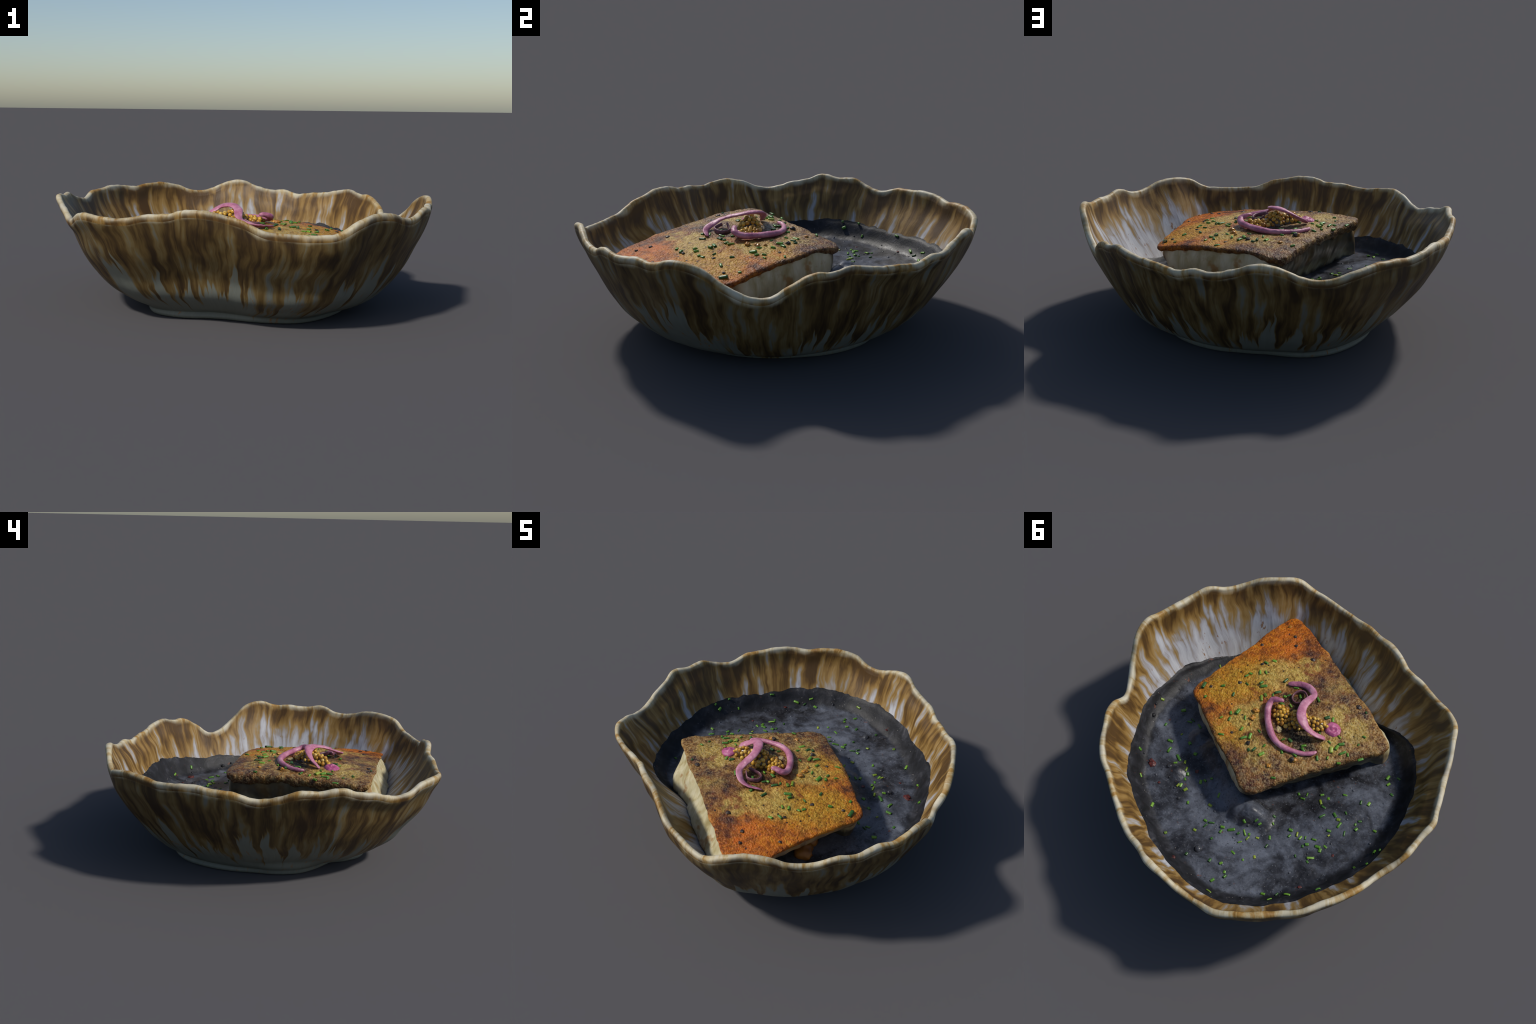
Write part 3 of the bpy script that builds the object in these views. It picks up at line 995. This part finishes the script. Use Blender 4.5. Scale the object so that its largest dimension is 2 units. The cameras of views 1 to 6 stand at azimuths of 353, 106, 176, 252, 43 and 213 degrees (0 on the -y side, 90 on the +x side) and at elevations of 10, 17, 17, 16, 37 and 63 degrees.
# ---- chives
def chive_material(name, lo, mid, hi):
    n = Nodes(name)
    x, y, z = n.xyz(n.coord)
    streak = n.noise(n.vec(n.m("MULTIPLY", x, 40), n.m("MULTIPLY", y, 500), n.m("MULTIPLY", z, 500)), 1, 2)
    col = n.ramp(n.random(), [(0, lo), (.5, mid), (1, hi)])
    col = n.mix(n.step(streak, .5, .7, 0, .45), col, hi)
    return n.set(base_color=col, roughness=.38, subsurface_weight=.08, subsurface_radius=(.006, .01, .003), subsurface_scale=.3)


def chive_mesh(name, length, radius, mat, flat=1.0, bend=0.0):
    """Short hollow tube with a wall and open cut ends."""
    V, F = [], []
    A, S = 14, 5
    shell = [(k / S, radius) for k in range(S + 1)]
    inner = [(1 - k / 2, radius * .66) for k in range(3)]
    seq = shell + inner
    for t, r in seq:
        for k in range(A):
            a = TAU * k / A
            x = (t - .5) * length
            V.append((x, r * math.cos(a), r * math.sin(a) * flat + bend * (1 - (2 * t - 1) ** 2)))
    n = len(seq)
    for i in range(n):
        for k in range(A):
            j = (i + 1) % n
            F.append((i * A + k, i * A + (k + 1) % A, j * A + (k + 1) % A, j * A + k))
    me = bpy.data.meshes.new(name)
    me.from_pydata(V, [], F)
    me.polygons.foreach_set("use_smooth", [True] * len(me.polygons))
    me.materials.append(mat)
    return me


GREEN = [chive_material("deep_green_chive", (.014, .050, .010), (.030, .105, .013), (.075, .20, .022)),
         chive_material("fresh_green_chive", (.035, .125, .010), (.080, .215, .015), (.15, .30, .026)),
         chive_material("yellow_green_chive", (.085, .15, .010), (.18, .26, .016), (.28, .34, .04))]
CHIVES = [[chive_mesh("chive", L, R, g, fl, bd) for L, R, fl, bd in ((.030, .0085, .8, 0), (.024, .0095, .85, 0), (.036, .0070, .7, .003), (.020, .0080, .9, 0), (.044, .0075, .7, .002))] for g in GREEN]

ON_FISH = [(.541, -.133), (.485, -.069), (.437, -.18), (.349, -.154), (.361, -.305), (.349, -.329), (.324, -.256), (.305, -.36), (.275, -.377),
           (.315, -.438), (.281, -.475), (.231, -.288), (.256, -.30), (.188, -.239), (.196, -.211), (.152, -.261), (.139, -.291), (.09, -.29),
           (.076, -.308), (.147, -.384), (.077, -.409), (.068, -.372), (.016, -.333), (.028, -.253), (.077, -.238), (.261, -.071), (.29, -.044),
           (.275, -.009), (.32, .006), (.202, -.057), (.179, .01), (.113, .026), (.139, .051), (.087, -.026), (.049, .081), (.072, .099),
           (.001, .083), (.014, .034), (-.053, -.052), (-.089, -.066), (-.167, -.079), (-.178, -.057), (-.088, .015), (-.147, -.009),
           (-.267, -.058), (-.313, -.091), (-.304, -.141), (-.322, -.169), (-.333, -.201), (-.272, -.174), (-.200, -.190), (-.183, -.296),
           (-.216, -.303), (-.079, -.37), (-.345, -.444), (-.414, -.307), (-.412, -.25), (-.302, -.231), (-.395, -.166), (-.366, -.16),
           (-.466, -.182), (-.379, -.098), (-.131, .164), (.259, .093)]
LARGE_ON_FISH = {11, 14, 19, 25, 44, 46, 51, 0}
ON_SAUCE = [(.622, -.015), (.545, .029), (.537, .009), (.48, .022), (.652, .121), (.56, .197), (.529, .249), (.658, .349), (.533, .125), (.457, .148),
            (.386, .19), (.453, .262), (.406, .265), (.444, .303), (.371, .3), (.347, .32), (.34, .354), (.349, .408), (.335, .399), (.299, .406),
            (.256, .321), (.237, .301), (.21, .275), (.395, .586), (.238, .466), (.554, .478), (.765, 0), (.119, .337), (.628, -.396), (.231, .68),
            (.062, .719), (.108, .579), (.093, .501), (.057, .494), (.076, .526), (.003, .57), (-.009, .483), (-.014, .51), (-.058, .471), (-.1, .404),
            (-.153, .365), (-.176, .368), (-.103, .468), (-.13, .447), (-.156, .441), (-.161, .464), (-.204, .433), (-.137, .504), (-.259, .396),
            (-.271, .445), (-.141, .574), (-.064, .681), (-.124, .662), (-.21, .581), (-.253, .534), (-.169, .693), (-.184, .713), (-.141, .766),
            (-.409, .686), (-.459, .701), (-.472, .652), (-.172, .836), (-.21, .277), (-.229, .318), (.126, .41), (-.612, -.272),
            (-.635, -.237), (-.666, -.3), (-.683, -.191), (-.246, .081), (-.287, .06), (-.358, .018), (-.401, .02), (-.376, .062), (-.407, .08),
            (-.467, -.049), (-.565, -.054), (-.606, -.071), (-.53, .047), (-.485, .09), (-.516, .104), (-.536, .13), (-.429, .131), (-.608, .078),
            (-.619, .048), (-.626, .101), (-.507, .188), (-.52, .212), (-.585, .157), (-.33, .295), (-.342, .329), (-.373, .298), (-.421, .291),
            (-.398, .306), (-.467, .275), (-.449, .32), (-.435, .341), (-.505, .3), (-.526, .312), (-.539, .278), (-.433, .411), (-.507, .376),
            (-.505, .404), (-.805, .172), (-.783, .186), (-.734, .307), (-.787, .275), (-.646, .528), (-.52, .625), (-.717, .055), (-.28, .095)]

chives = empty("chopped_chives", "scattered short green chive tubes", "chives", (0, .1, .25))
cinv = Matrix.Translation((0, -.1, -.25))


def scatter(points, height, sink, tones, size, large=()):
    for k, (x, y) in enumerate(points):
        e = .008
        hx = (height(x + e, y) - height(x - e, y)) / (2 * e)
        hy = (height(x, y + e) - height(x, y - e)) / (2 * e)
        up = Vector((-hx, -hy, 1)).normalized()
        tone = RNG.choices((0, 1, 2), tones)[0]
        kind = 0 if k in large else RNG.choices((0, 1, 2, 3, 4), (4, 4, 2, 3, .7))[0]
        ob = bpy.data.objects.new("chive", CHIVES[tone][kind])
        bpy.context.scene.collection.objects.link(ob)
        ob.parent, ob.matrix_parent_inverse = chives, cinv
        yaw = RNG.uniform(0, TAU)
        fwd = Vector((math.cos(yaw), math.sin(yaw), RNG.uniform(-.12, .12)))
        fwd = (fwd - up * fwd.dot(up)).normalized()
        fwd = (fwd + up * RNG.uniform(-.15, .15)).normalized()
        side = up.cross(fwd).normalized()
        rot = Matrix((fwd, side, fwd.cross(side))).transposed().to_4x4()
        s = size * RNG.uniform(.66, 1.05) * (1.35 if k in large else 1)
        ob.matrix_basis = Matrix.Translation(Vector((x, y, height(x, y))) + up * sink * s) @ rot @ Matrix.Diagonal((s * RNG.uniform(.8, 1.15), s * RNG.uniform(.7, 1.1), s * RNG.uniform(.55, 1.0), 1))


scatter(ON_FISH, fish_height, .0030, (4, 5, .8), 1.06, LARGE_ON_FISH)
scatter(ON_SAUCE, sauce_height, .0015, (3, 4, 2.2), 1.05)


# ---- small bits on the fillet and chunks in the sauce
def plain(name, stops, rough=.4, scale=30):
    n = Nodes(name)
    col = n.ramp(n.noise(n.coord, scale, 3), stops)
    return n.set(base_color=col, roughness=rough)


ROOT = plain("orange_root_vegetable", [(.35, (.30, .11, .012)), (.6, (.52, .24, .03))], .35)
CHUNK = plain("shaded_orange_vegetable", [(.35, (.14, .045, .008)), (.6, (.32, .13, .018))], .4, 12)  # root orange darkened: shade beneath the fillet put into the colour
PEPPER = plain("black_peppercorn_shell", [(.35, (.012, .008, .007)), (.65, (.06, .035, .022))], .5, 60)
RED = plain("dried_red_flake", [(.35, (.040, .005, .004)), (.65, (.105, .014, .010))], .5, 60)
PALE = plain("pale_seed_coat", [(.35, (.34, .24, .09)), (.65, (.52, .42, .22))], .3, 60)

bits = empty("spice_crumbs", "tiny orange, red and black spice crumbs", "spices", (0, 0, .44))
binv = Matrix.Translation((0, 0, -.44))
for name, mat, x, y, r, flat in (
        ("carrot_crumb", ROOT, .177, -.128, .016, .7), ("carrot_crumb", ROOT, .169, -.079, .015, .7), ("carrot_crumb", ROOT, .158, -.039, .010, .6),
        ("peppercorn", PEPPER, .098, .067, .011, .9), ("peppercorn", PEPPER, -.158, .022, .014, .8), ("carrot_crumb", ROOT, -.172, .018, .013, .8),
        ("seed_husk", PALE, .002, -.091, .020, .55), ("peppercorn", PEPPER, .499, -.145, .009, .6), ("peppercorn", PEPPER, .285, -.70, .009, .5),
        ("peppercorn", PEPPER, .24, -.64, .010, .5), ("peppercorn", PEPPER, -.295, -.453, .013, .4), ("peppercorn", PEPPER, .367, -.245, .009, .5),
        ("peppercorn", PEPPER, .10, -.60, .012, .4), ("peppercorn", PEPPER, .42, -.55, .008, .5), ("peppercorn", PEPPER, .33, -.42, .009, .4),
        ("carrot_crumb", ROOT, -.07, .12, .011, .6), ("carrot_crumb", ROOT, .36, -.76, .010, .5), ("peppercorn", PEPPER, .215, .055, .008, .5)):
    ob = bpy.data.objects.new(name, ball(name, r, mat, RNG.uniform(0, 50), flat * .8, .7))
    bpy.context.scene.collection.objects.link(ob)
    ob.parent, ob.matrix_parent_inverse = bits, binv
    ob.location, ob.rotation_euler = (x, y, fish_height(x, y) + r * flat * .35), (0, 0, RNG.uniform(0, 6))
for x, y, r in ((.557, .376, .020), (.575, .360, .010), (-.55, .55, .010), (.45, .45, .007), (-.60, .30, .008), (.10, .78, .012), (.312, .277, .010)):
    ob = bpy.data.objects.new("red_flake", ball("red_flake", r, RED, RNG.uniform(0, 50), .18, .6))
    bpy.context.scene.collection.objects.link(ob)
    ob.parent, ob.matrix_parent_inverse = bits, binv
    ob.location, ob.rotation_euler = (x, y, sauce_height(x, y) + .001), (0, 0, RNG.uniform(0, 6))

# small bubbles in the sauce, too small to pick apart
bv, bf = [], []
BUBBLES = [(.029, .661, .022), (.742, .117, .013), (.69, .345, .010), (-.36, .80, .012), (-.33, .77, .008), (.30, .47, .011), (.46, .335, .016)]
for q in range(90):
    ang, rad = RNG.uniform(-.3, 3.6), RNG.uniform(.42, .80)
    x, y, r = BUBBLES[q] if q < len(BUBBLES) else (rad * math.cos(ang), rad * math.sin(ang), RNG.uniform(.003, .0085))
    if math.hypot(x, y) > edge_radius(math.degrees(math.atan2(y, x))) - .03:
        continue
    base = len(bv)
    z = sauce_height(x, y)
    for i in range(6):
        ph = math.pi * .5 * i / 5
        for k in range(12):
            a = TAU * k / 12
            bv.append((x + r * math.cos(ph) * math.cos(a), y + r * math.cos(ph) * math.sin(a), z - .002 + r * .8 * math.sin(ph)))
    for i in range(5):
        for k in range(12):
            bf.append((base + i * 12 + k, base + i * 12 + (k + 1) % 12, base + (i + 1) * 12 + (k + 1) % 12, base + (i + 1) * 12 + k))
bub = new_object("sauce_bubble", bv, bf, sauce.data.materials[0], sauce)
bub["kind"] = "stuff"

veg = empty("vegetable_chunks", "soft orange vegetable chunks half sunk in sauce", "vegetables", (.43, -.30, .19))
vinv = Matrix.Translation((-.43, .30, -.19))
for x, y, z, r, fl in ((.42, -.36, .195, .055, .75), (.375, -.26, .20, .050, .8), (.31, -.40, .21, .05, .8)):
    ob = bpy.data.objects.new("vegetable_chunk", ball("vegetable_chunk", r, CHUNK, x * 20, fl, .35))
    bpy.context.scene.collection.objects.link(ob)
    ob.parent, ob.matrix_parent_inverse = veg, vinv
    ob.location = (x, y, z)
